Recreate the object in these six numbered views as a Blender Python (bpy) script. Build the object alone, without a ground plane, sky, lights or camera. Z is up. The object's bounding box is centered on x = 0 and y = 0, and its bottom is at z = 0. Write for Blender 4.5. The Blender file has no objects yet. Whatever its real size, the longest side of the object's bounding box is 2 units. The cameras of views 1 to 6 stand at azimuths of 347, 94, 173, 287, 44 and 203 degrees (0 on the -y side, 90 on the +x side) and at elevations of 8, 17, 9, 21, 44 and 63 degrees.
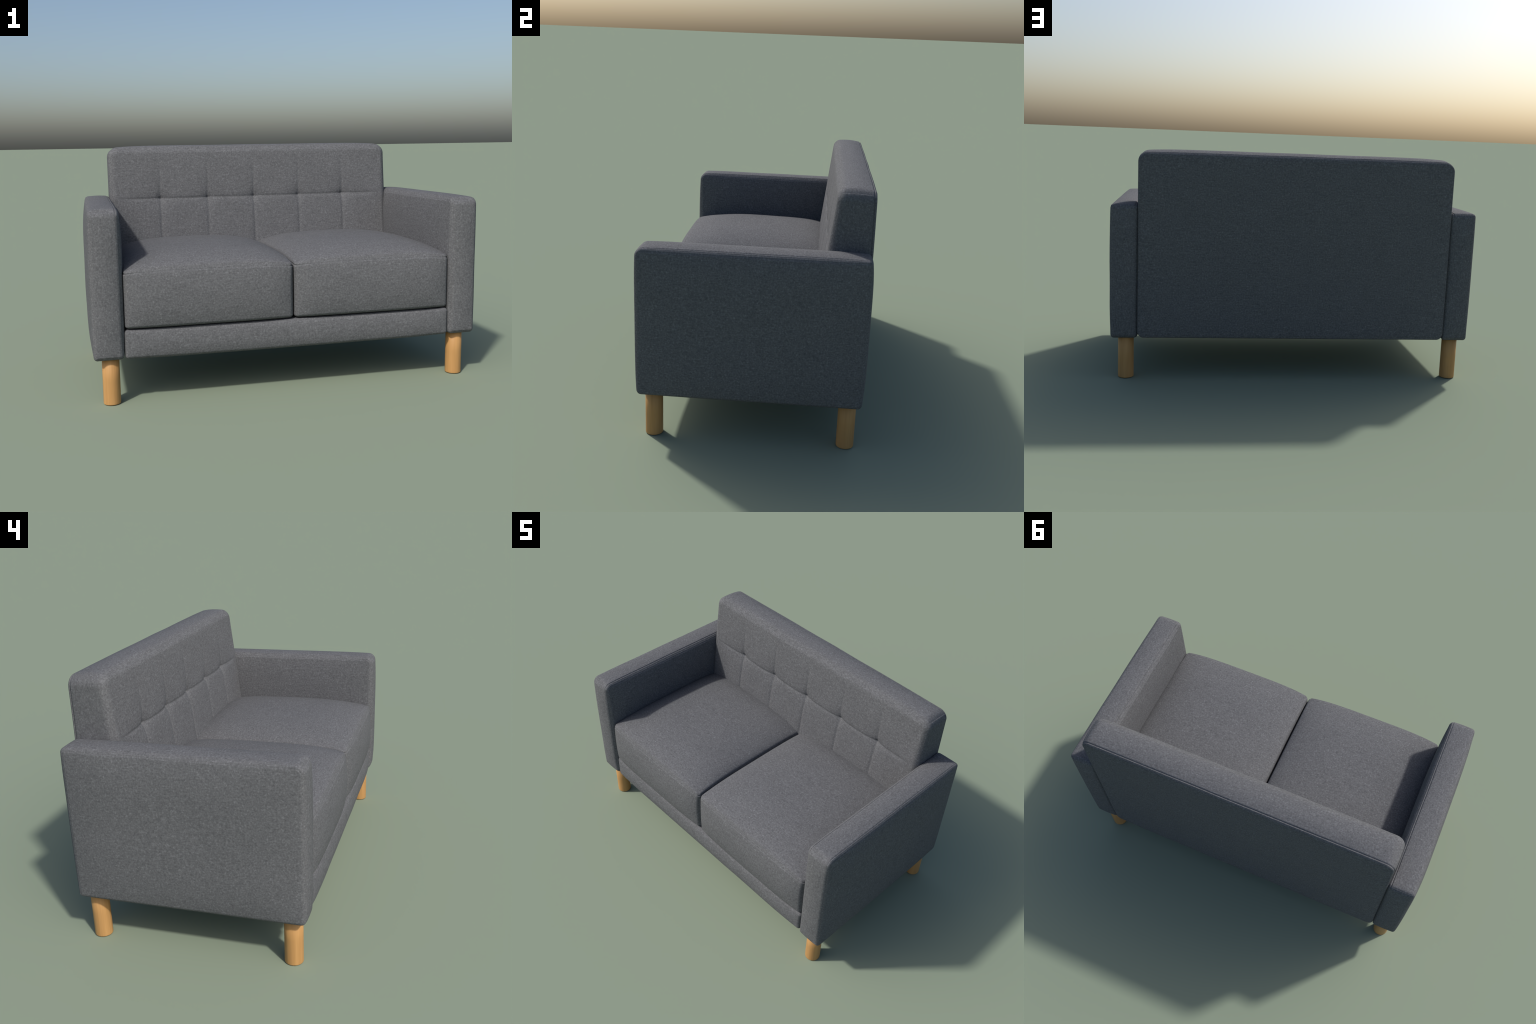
"""Two-seat upholstered sofa: two slab armrests, a tufted leaning backrest,
two crowned seat cushions, a base rail and four round wooden legs."""
import bpy
import numpy as np
from mathutils import noise, Vector

# --------------------------------------------------------------- materials
def new_mat(name):
    m = bpy.data.materials.new(name)
    m.use_nodes = True
    nt = m.node_tree
    nt.nodes.clear()
    return m, nt


def node(nt, kind, **kw):
    n = nt.nodes.new(kind)
    for k, v in kw.items():
        if k.startswith("in_"):
            n.inputs[int(k[3:])].default_value = v
        else:
            setattr(n, k, v)
    return n


def math_node(nt, op, a, b=None):
    n = nt.nodes.new("ShaderNodeMath")
    n.operation = op
    for i, v in enumerate((a, b)):
        if v is None:
            continue
        if isinstance(v, (int, float)):
            n.inputs[i].default_value = v
        else:
            nt.links.new(v, n.inputs[i])
    return n.outputs[0]


def noise_node(nt, coord, scale_vec, detail=2.0, rough=0.5, offset=(0, 0, 0)):
    mp = node(nt, "ShaderNodeMapping")
    mp.inputs["Scale"].default_value = scale_vec
    mp.inputs["Location"].default_value = offset
    nt.links.new(coord, mp.inputs["Vector"])
    nz = node(nt, "ShaderNodeTexNoise")
    nz.inputs["Scale"].default_value = 1.0
    nz.inputs["Detail"].default_value = detail
    nz.inputs["Roughness"].default_value = rough
    nt.links.new(mp.outputs[0], nz.inputs["Vector"])
    return nz.outputs[0]


FABRIC = (0.115, 0.118, 0.126)


def fabric_material(name, long_axis, upright_axis=None):
    """Heathered woven cloth. Yarn slubs run along long_axis; on faces that look
    along y they can run upright instead (the narrow ends of the armrests)."""
    m, nt = new_mat(name)
    L = nt.links
    tc = node(nt, "ShaderNodeTexCoord")
    obj = tc.outputs["Object"]

    def streak(axis, short, long, off):
        s = [short] * 3
        s[axis] = long
        return noise_node(nt, obj, s, 2.0, 0.55, off)

    fleck = noise_node(nt, obj, (125, 125, 125), 2.5, 0.6, (3.1, 1.7, 0.4))
    grain = noise_node(nt, obj, (430, 430, 430), 1.0, 0.5, (0.2, 7.7, 5.4))
    slub = streak(long_axis, 330, 26, (1.3, 2.9, 4.1))
    weft = streak(long_axis, 470, 90, (8.3, 0.9, 2.1))
    if upright_axis is not None:
        slub_up = streak(upright_axis, 330, 26, (5.3, 2.9, 1.1))
        sep = node(nt, "ShaderNodeSeparateXYZ")
        L.new(tc.outputs["Normal"], sep.inputs[0])
        ny = math_node(nt, "ABSOLUTE", sep.outputs[1])
        fac = math_node(nt, "GREATER_THAN", ny, 0.72)
        mx = node(nt, "ShaderNodeMix", data_type="FLOAT")
        L.new(fac, mx.inputs[0])
        L.new(slub, mx.inputs[2])
        L.new(slub_up, mx.inputs[3])
        slub = mx.outputs[0]
    cloud = noise_node(nt, obj, (9, 9, 9), 3.0, 0.6, (2, 5, 8))

    def contrast(sock, gain):
        return math_node(nt, "MULTIPLY", math_node(nt, "SUBTRACT", sock, 0.5), gain)

    # pale flecks stand out above the ground colour, dark ones less
    pale = math_node(nt, "MAXIMUM", math_node(nt, "SUBTRACT", fleck, 0.60), 0.0)
    v = math_node(nt, "ADD", contrast(fleck, 1.1), contrast(grain, 0.45))
    v = math_node(nt, "ADD", v, contrast(slub, 0.55))
    v = math_node(nt, "ADD", v, contrast(weft, 0.35))
    v = math_node(nt, "ADD", v, contrast(cloud, 0.12))
    v = math_node(nt, "ADD", v, math_node(nt, "MULTIPLY", pale, 1.8))
    gain = math_node(nt, "ADD", v, 0.97)

    mul = node(nt, "ShaderNodeVectorMath", operation="SCALE")
    mul.inputs[0].default_value = FABRIC
    L.new(gain, mul.inputs["Scale"])

    bmp_h = math_node(nt, "ADD", fleck, math_node(nt, "MULTIPLY", slub, 0.7))
    bump = node(nt, "ShaderNodeBump")
    bump.inputs["Strength"].default_value = 0.25
    bump.inputs["Distance"].default_value = 0.0015
    L.new(bmp_h, bump.inputs["Height"])

    b = node(nt, "ShaderNodeBsdfPrincipled")
    b.inputs["Roughness"].default_value = 0.95
    b.inputs["Specular IOR Level"].default_value = 0.15
    L.new(mul.outputs[0], b.inputs["Base Color"])
    L.new(bump.outputs[0], b.inputs["Normal"])
    out = node(nt, "ShaderNodeOutputMaterial")
    L.new(b.outputs[0], out.inputs[0])
    return m


def wood_material():
    m, nt = new_mat("pale_beech_wood")
    L = nt.links
    tc = node(nt, "ShaderNodeTexCoord")
    info = node(nt, "ShaderNodeObjectInfo")
    shift = node(nt, "ShaderNodeVectorMath", operation="ADD")
    L.new(tc.outputs["Object"], shift.inputs[0])
    L.new(info.outputs["Random"], shift.inputs[1])
    co = shift.outputs[0]
    fine = noise_node(nt, co, (160, 160, 5), 3.0, 0.6)
    broad = noise_node(nt, co, (38, 38, 2.2), 2.0, 0.5, (4, 2, 1))
    f = math_node(nt, "ADD", math_node(nt, "MULTIPLY", fine, 0.5),
                  math_node(nt, "MULTIPLY", broad, 0.5))
    ramp = node(nt, "ShaderNodeValToRGB")
    e = ramp.color_ramp.elements
    e[0].position, e[0].color = 0.32, (0.405, 0.213, 0.075, 1)
    e[1].position, e[1].color = 0.68, (0.505, 0.285, 0.108, 1)
    L.new(f, ramp.inputs[0])
    b = node(nt, "ShaderNodeBsdfPrincipled")
    b.inputs["Roughness"].default_value = 0.55
    b.inputs["Specular IOR Level"].default_value = 0.3
    L.new(ramp.outputs[0], b.inputs["Base Color"])
    out = node(nt, "ShaderNodeOutputMaterial")
    L.new(b.outputs[0], out.inputs[0])
    return m


CLOTH_X = fabric_material("grey_cloth", 0)
CLOTH_ARM = fabric_material("grey_cloth_armrest", 1, 2)
WOOD = wood_material()


# ------------------------------------------------------- upholstered slabs
def graded(length, margin_lo, margin_hi, fine, coarse):
    """Sample positions 0..length, fine within the margins, coarse between."""
    def run(a, b, step):
        n = max(1, int(round((b - a) / step)))
        return np.linspace(a, b, n + 1)
    parts = [run(0, margin_lo, fine), run(margin_lo, length - margin_hi, coarse)[1:],
             run(length - margin_hi, length, fine)[1:]]
    return np.concatenate(parts)


class Slab:
    """A box W x H (outline, u-v) by D (thickness, w) with its own outline corner
    radii and its own edge fillets on the two faces."""

    def __init__(self, us, vs, ws, corner, fillet):
        nu, nv, nw = len(us) - 1, len(vs) - 1, len(ws) - 1
        self.W, self.H, self.D = us[-1], vs[-1], ws[-1]
        idx, pts, faces = {}, [], []

        def vid(i, j, k):
            key = (i, j, k)
            if key not in idx:
                idx[key] = len(pts)
                pts.append((us[i], vs[j], ws[k]))
            return idx[key]

        for k in (0, nw):
            for i in range(nu):
                for j in range(nv):
                    q = [vid(i, j, k), vid(i + 1, j, k), vid(i + 1, j + 1, k), vid(i, j + 1, k)]
                    faces.append(q if k else q[::-1])
        for i in (0, nu):
            for j in range(nv):
                for k in range(nw):
                    q = [vid(i, j, k), vid(i, j + 1, k), vid(i, j + 1, k + 1), vid(i, j, k + 1)]
                    faces.append(q if i else q[::-1])
        for j in (0, nv):
            for i in range(nu):
                for k in range(nw):
                    q = [vid(i, j, k), vid(i, j, k + 1), vid(i + 1, j, k + 1), vid(i + 1, j, k)]
                    faces.append(q if j else q[::-1])
        P = np.array(pts)
        self.faces = faces
        u, v, w = P.T
        W, H, D = self.W, self.H, self.D
        self.u0, self.v0, self.w0 = u.copy(), v.copy(), w.copy()
        # --- outline rounding
        c = np.array(corner)                      # [[lo-lo, lo-hi], [hi-lo, hi-hi]]
        R = c[(u > W / 2).astype(int), (v > H / 2).astype(int)]
        qu = np.clip(u, R, W - R)
        qv = np.clip(v, R, H - R)
        du, dv = u - qu, v - qv
        in_corner = (np.abs(du) > 1e-9) & (np.abs(dv) > 1e-9)
        m = np.maximum(np.abs(du), np.abs(dv))
        ln = np.maximum(np.hypot(du, dv), 1e-12)
        u2 = np.where(in_corner, qu + du / ln * m, u)
        v2 = np.where(in_corner, qv + dv / ln * m, v)
        edge = np.stack([u, W - u, v, H - v])
        near = edge.argmin(0)
        nrm = np.array([(-1, 0), (1, 0), (0, -1), (0, 1)], float)[near]
        n2u = np.where(in_corner, du / ln, nrm[:, 0])
        n2v = np.where(in_corner, dv / ln, nrm[:, 1])
        s = np.where(in_corner, R - m, edge.min(0))   # inset from the outline
        on_side = edge.min(0) < 1e-9
        # --- edge fillets
        inset, wn = s.copy(), w.copy()
        for face, r in enumerate(fillet):
            t = w if face == 0 else D - w
            on_face = t < 1e-9
            a = np.where(on_face & (s < r), (1 - s / r) * np.pi / 4, -1.0)
            a = np.where(on_side & ~on_face & (t < r),
                         np.pi / 2 - (1 - t / r) * np.pi / 4, a)
            hit = a >= 0
            inset = np.where(hit, r * (1 - np.sin(a)), inset)
            dep = r * (1 - np.cos(a))
            wn = np.where(hit, dep if face == 0 else D - dep, wn)
        self.u = u2 + n2u * (s - inset)
        self.v = v2 + n2v * (s - inset)
        self.w = wn
        self.s, self.n2u, self.n2v = s, n2u, n2v
        self.on_side = on_side
        self.face_lo, self.face_hi = w < 1e-9, w > D - 1e-9

    def puff(self, amount, power):
        """0..1 pillow weight over the outline, zero on its rim."""
        a = np.abs(2 * self.u0 / self.W - 1) ** power
        b = np.abs(2 * self.v0 / self.H - 1) ** power
        return amount * (1 - a) * (1 - b)


def crease(d, depth, width):
    return depth * np.exp(-(d / width) ** 2)


def make_object(name, co, faces, mat, parent, loc=(0, 0, 0), flip=False):
    co = np.asarray(co) - np.asarray(loc)
    me = bpy.data.meshes.new(name)
    if flip:
        faces = [f[::-1] for f in faces]
    me.from_pydata(co.tolist(), [], faces)
    me.polygons.foreach_set("use_smooth", [True] * len(me.polygons))
    me.materials.append(mat)
    me.update()
    ob = bpy.data.objects.new(name, me)
    ob.location = loc
    ob.parent = parent
    bpy.context.scene.collection.objects.link(ob)
    return ob


def wobble(x, y, z, scale, amount, seed=0.0):
    out = np.empty(len(x))
    for i in range(len(x)):
        out[i] = noise.noise(Vector((x[i] * scale + seed, y[i] * scale, z[i] * scale)))
    return out * amount


sofa = bpy.data.objects.new("sofa", None)
sofa["label"] = "grey woven fabric two-seat sofa with short round wooden legs"
sofa["category"] = "sofa"
bpy.context.scene.collection.objects.link(sofa)


# ---------------------------------------------------------------- armrests
ARM_Y0, ARM_Y1 = -0.519, 0.531       # front, back outline before padding
ARM_Z0, ARM_Z1 = 0.2265, 0.941
ARM_X0, ARM_X1 = 0.840, 0.982


def build_armrest(side):
    us = graded(ARM_Y1 - ARM_Y0, 0.06, 0.05, 0.0028, 0.014)
    vs = graded(ARM_Z1 - ARM_Z0, 0.05, 0.06, 0.0028, 0.014)
    ws = graded(ARM_X1 - ARM_X0, 0.026, 0.024, 0.0018, 0.007)
    S = Slab(us, vs, ws, [[0.022, 0.038], [0.020, 0.020]], (0.020, 0.016))
    D = S.D
    t = S.w0 / D
    # padded strip that runs round the outline
    strip = np.where(S.on_side, 1 - np.abs(2 * t - 1) ** 2.1, 0.0)
    ru = np.abs(2 * S.u0 / S.W - 1)
    rv = np.abs(2 * S.v0 / S.H - 1)
    # fullest half way along each side, dying out at the corners
    along = np.where(np.abs(S.n2u) > 0.7, 0.013 * (1 - rv ** 5), 0.010 * (1 - ru ** 8))
    along = np.where(S.n2v < -0.3, 0.004 * (1 - ru ** 4), along)     # flat underneath
    b = strip * along
    # sewn edges: a groove in the strip beside each panel leaves a fine ridge
    show = 0.2 + 0.8 * np.clip(np.maximum(S.n2v, S.n2u), 0, 1)
    g = crease(S.s - 0.011, 0.0018, 0.0035) * show
    sew = np.where(S.on_side, crease(S.w0 - 0.015, 0.0042, 0.0030)
                   + crease(S.D - S.w0 - 0.010, 0.0018, 0.0030), 0) * np.clip(S.n2v, 0.1, 1)
    b = b - sew
    gl = np.where(S.face_lo, g, 0)
    gh = np.where(S.face_hi, g, 0)
    # seam across the top of the rear strip
    rear = np.where(S.on_side & (S.u0 > S.W - 0.03),
                    crease(S.v0 - (S.H - 0.012), 0.003, 0.003) * np.minimum(1, strip * 3), 0)
    y = ARM_Y0 + S.u + S.n2u * (b - rear)
    z = ARM_Z0 + S.v + S.n2v * b
    out = np.where(S.face_hi, S.puff(0.020, 5), 0) - gh
    inn = np.where(S.face_lo, S.puff(0.020, 5), 0) - gl
    x = ARM_X0 + S.w + out - inn
    wob = wobble(x, y, z, 5.0, 0.0016, 3.0 * side)
    x = x + wob
    z = z + wob * 0.5
    co = np.stack([side * x, y, z], 1)
    # (u,v,w) = (y,z,x) is a right-handed set, so faces flip on the mirrored side
    return make_object("armrest", co, S.faces, CLOTH_ARM, sofa,
                       (side * 0.91, 0.0, 0.6), flip=(side < 0))


# ---------------------------------------------------------------- backrest
BACK_HALF = 0.841
BACK_Z0, BACK_Z1 = 0.230, 1.2185
BUTTON_X = [-0.554, -0.277, 0.0, 0.277, 0.554]
BUTTON_Z = 0.927


def back_front_y(z):
    """The front of the backrest leans back towards the top."""
    return 0.307 + (z - 0.668) * 0.107


def build_backrest():
    us = graded(2 * BACK_HALF, 0.06, 0.06, 0.003, 0.0055)
    vs = graded(BACK_Z1 - BACK_Z0, 0.04, 0.07, 0.003, 0.0055)
    ws = graded(0.2, 0.034, 0.024, 0.002, 0.010)
    S = Slab(us, vs, ws, [[0.036, 0.052], [0.036, 0.052]], (0.034, 0.013))
    # w = 0 is the front; u mirrored so that the set stays right-handed (x, z, -y)
    x = S.u - BACK_HALF
    z = BACK_Z0 + S.v
    D = S.D
    t = S.w0 / D
    strip = np.where(S.on_side, 1 - np.abs(2 * t - 1) ** 2.4, 0.0)
    pad = np.where(S.n2v > 0.7, 0.013, np.where(S.n2v < -0.7, 0.004, 0.004))
    # crown of the top dies out towards the corners
    pad = pad * np.where(S.n2v > 0.7, 1 - np.abs(x / BACK_HALF) ** 10, 1.0)
    x = x + S.n2u * strip * pad
    z = z + S.n2v * strip * pad
    # front padding and tufting
    front = np.where(S.face_lo, 1.0, 0.0)
    puff = S.puff(0.010, 6)
    rim = np.clip((S.s - 0.02) / 0.07, 0, 1)
    rim = rim * rim * (3 - 2 * rim)
    dip = np.zeros(len(x))
    for bx in BUTTON_X:
        r = np.hypot((x - bx), (z - BUTTON_Z) * 1.0)
        dip += 0.0145 * np.exp(-r / 0.042) + 0.001 * np.exp(-(r / 0.009) ** 2)
        # upright seam: strong below the button, fading out towards the top
        d = np.abs(x - bx)
        fade = np.where(z > BUTTON_Z, np.clip(1 - (z - BUTTON_Z) / 0.255, 0, 1) ** 0.8, 1.0)
        wide = np.where(z > BUTTON_Z, 0.018, 0.015)
        dip += fade * (0.0062 * np.exp(-d / wide) + 0.0015 * np.exp(-(d / 0.004) ** 2))
    d = np.abs(z - BUTTON_Z)
    fade = np.clip((BACK_HALF - 0.01 - np.abs(x)) / 0.16, 0, 1)
    dip += fade * (0.0055 * np.exp(-d / 0.016) + 0.0025 * np.exp(-(d / 0.004) ** 2))
    fy = back_front_y(z)
    by = 0.538
    y_front = fy + (-puff + dip * rim) * front
    back_puff = S.puff(0.005, 8) * np.where(S.face_hi, 1, 0)
    g = np.where(S.face_hi, crease(S.s - 0.012, 0.0015, 0.0035), 0)
    # the sewn edge of the back panel: groove in the strip, ridge on the panel
    sew = np.where(S.on_side, crease(D - S.w0 - 0.011, 0.0050, 0.0032), 0)
    x = x - S.n2u * sew
    z = z - S.n2v * sew
    # the top falls away a little towards its rear edge
    z = z - 0.006 * np.clip((t - 0.45) / 0.55, 0, 1) ** 1.5 * np.clip((z - 1.12) / 0.09, 0, 1)
    wl = np.clip(S.w / D, 0, 1)
    # keep fillets true to size although the thickness varies with height
    thick = by - fy
    yy = np.where(S.w < 0.034, fy + S.w, np.where(S.w > D - 0.024, by - (D - S.w),
                  fy + 0.034 + (S.w - 0.034) / (D - 0.058) * (thick - 0.058)))
    y = np.where(S.face_lo, yy - puff + dip * rim, yy) + back_puff - g
    wob = wobble(x, y, z, 4.5, 0.0018, 9.0)
    co = np.stack([x, y + wob, z + wob * 0.6], 1)
    return make_object("backrest", co, S.faces, CLOTH_X, sofa, (0, 0.42, 0.72), flip=True)


# ----------------------------------------------------------- seat cushions
CUSH_Z0, CUSH_Z1 = 0.373, 0.643
CUSH_Y0, CUSH_Y1 = -0.510, 0.345
CUSH_X0, CUSH_X1 = 0.0025, 0.833


def build_cushion(side):
    W, H = CUSH_X1 - CUSH_X0, CUSH_Y1 - CUSH_Y0
    us = graded(W, 0.07, 0.07, 0.004, 0.010)
    vs = graded(H, 0.07, 0.04, 0.004, 0.010)
    ws = graded(CUSH_Z1 - CUSH_Z0, 0.024, 0.024, 0.0025, 0.009)
    S = Slab(us, vs, ws, [[0.022, 0.022], [0.022, 0.022]], (0.016, 0.010))
    a = np.abs(2 * S.u0 / W - 1)
    b = 2 * S.v0 / H - 1
    top = S.face_hi
    fx = np.clip(1 - a ** 3.0, 0, 1) ** 0.58
    fyf = np.clip(1 - np.abs(b) ** 3.0, 0, 1) ** 0.60
    fyb = np.clip(1 - 0.22 * np.abs(b) ** 2 - 0.5 * np.abs(b) ** 8, 0, 1)
    fy = np.where(b < 0, fyf, fyb)
    crown = np.where(top, 0.0855 * fx * fy, 0)
    # rim of the sides lifts a little away from the corners
    rimlift = 0.012 * (np.where(np.abs(S.n2u) > 0.7, 1 - np.abs(b) ** 4, 1 - a ** 4))
    lift = rimlift * np.where(S.on_side, np.clip(S.w0 / S.D - 0.5, 0, 1) * 2, 1.0)
    lift = np.where(S.face_lo, 0, lift)
    lift = np.where(top, lift * np.exp(-S.s / 0.05), lift)
    # padded walls
    t = S.w0 / S.D
    wall = np.where(S.on_side, 1 - np.abs(2 * t - 1) ** 2.4, 0.0)
    front = np.where(S.n2v < -0.7, (1 - a ** 8) * 0.019, 0.0)
    bow = np.where(S.v0 < H * 0.5, 0.012 * (1 - a ** 4) * np.clip(1 - S.v0 / 0.2, 0, 1) ** 2, 0)
    # seam just under the top rim, and a pinch at the front corners
    seam = np.where(S.on_side, crease(S.w0 - (S.D - 0.008), 0.0028, 0.0035), 0)
    seam = seam * (1 + 1.3 * a ** 14)
    x = CUSH_X0 + S.u - S.n2u * seam
    y = CUSH_Y0 + S.v + S.n2v * (wall * front - seam) - bow
    z = CUSH_Z0 + S.w + crown + lift
    sag = np.where(S.face_lo, 0, 0)
    wob = wobble(x, y, z, 4.0, 0.0022, 20 + 7 * side)
    z = z + np.where(top, wob * np.minimum(1, S.s / 0.08), 0) + sag
    co = np.stack([side * x, y, z], 1)
    return make_object("seat_cushion", co, S.faces, CLOTH_X, sofa,
                       (side * 0.418, -0.08, 0.51), flip=(side < 0))


# -------------------------------------------------------------- base frame
def build_base():
    W, H, D = 1.672, 0.139, 0.80
    us = graded(W, 0.04, 0.04, 0.004, 0.02)
    vs = graded(H, 0.03, 0.03, 0.003, 0.006)
    ws = graded(D, 0.03, 0.03, 0.003, 0.03)
    S = Slab(us, vs, ws, [[0.016, 0.016], [0.016, 0.016]], (0.016, 0.016))
    a = np.abs(2 * S.u0 / W - 1)
    b = np.abs(2 * S.v0 / H - 1)
    x = S.u - W / 2
    bulge = np.where(S.face_lo, (1 - a ** 14) * (1 - b ** 2.2) * 0.014, 0)
    y = -0.512 + S.w - bulge
    sag = np.where(S.v0 < H / 2, 0.006 * (1 - a ** 4), 0)
    z = 0.227 + S.v - sag
    wob = wobble(x, y, z, 4.0, 0.0016, 40)
    co = np.stack([x, y + wob, z + wob * 0.5], 1)
    return make_object("base_rail", co, S.faces, CLOTH_X, sofa, (0, -0.1, 0.3), flip=True)


# -------------------------------------------------------------------- legs
def build_legs():
    prof = [(0.0, 0.0), (0.0395, 0.0), (0.0410, 0.0006), (0.0416, 0.0022), (0.0418, 0.005),
            (0.0418, 0.12), (0.0418, 0.250), (0.0, 0.250)]
    n = 64
    co, faces = [], []
    for r, z in prof:
        for k in range(n):
            th = 2 * np.pi * k / n
            co.append((r * np.cos(th), r * np.sin(th), z))
    for i in range(len(prof) - 1):
        for k in range(n):
            k2 = (k + 1) % n
            faces.append([i * n + k, i * n + k2, (i + 1) * n + k2, (i + 1) * n + k])
    first = None
    for x, y in ((-0.904, -0.449), (0.904, -0.449), (-0.904, 0.469), (0.904, 0.469)):
        if first is None:
            first = make_object("leg", np.array(co), faces, WOOD, sofa)
            me = first.data
            import bmesh
            bm = bmesh.new()
            bm.from_mesh(me)
            bmesh.ops.remove_doubles(bm, verts=bm.verts, dist=1e-6)
            bmesh.ops.recalc_face_normals(bm, faces=bm.faces)
            bm.to_mesh(me)
            bm.free()
            ob = first
        else:
            ob = first.copy()
            bpy.context.scene.collection.objects.link(ob)
        ob.location = (x, y, 0.0)


for side in (-1, 1):
    build_armrest(side)
    build_cushion(side)
build_backrest()
build_base()
build_legs()
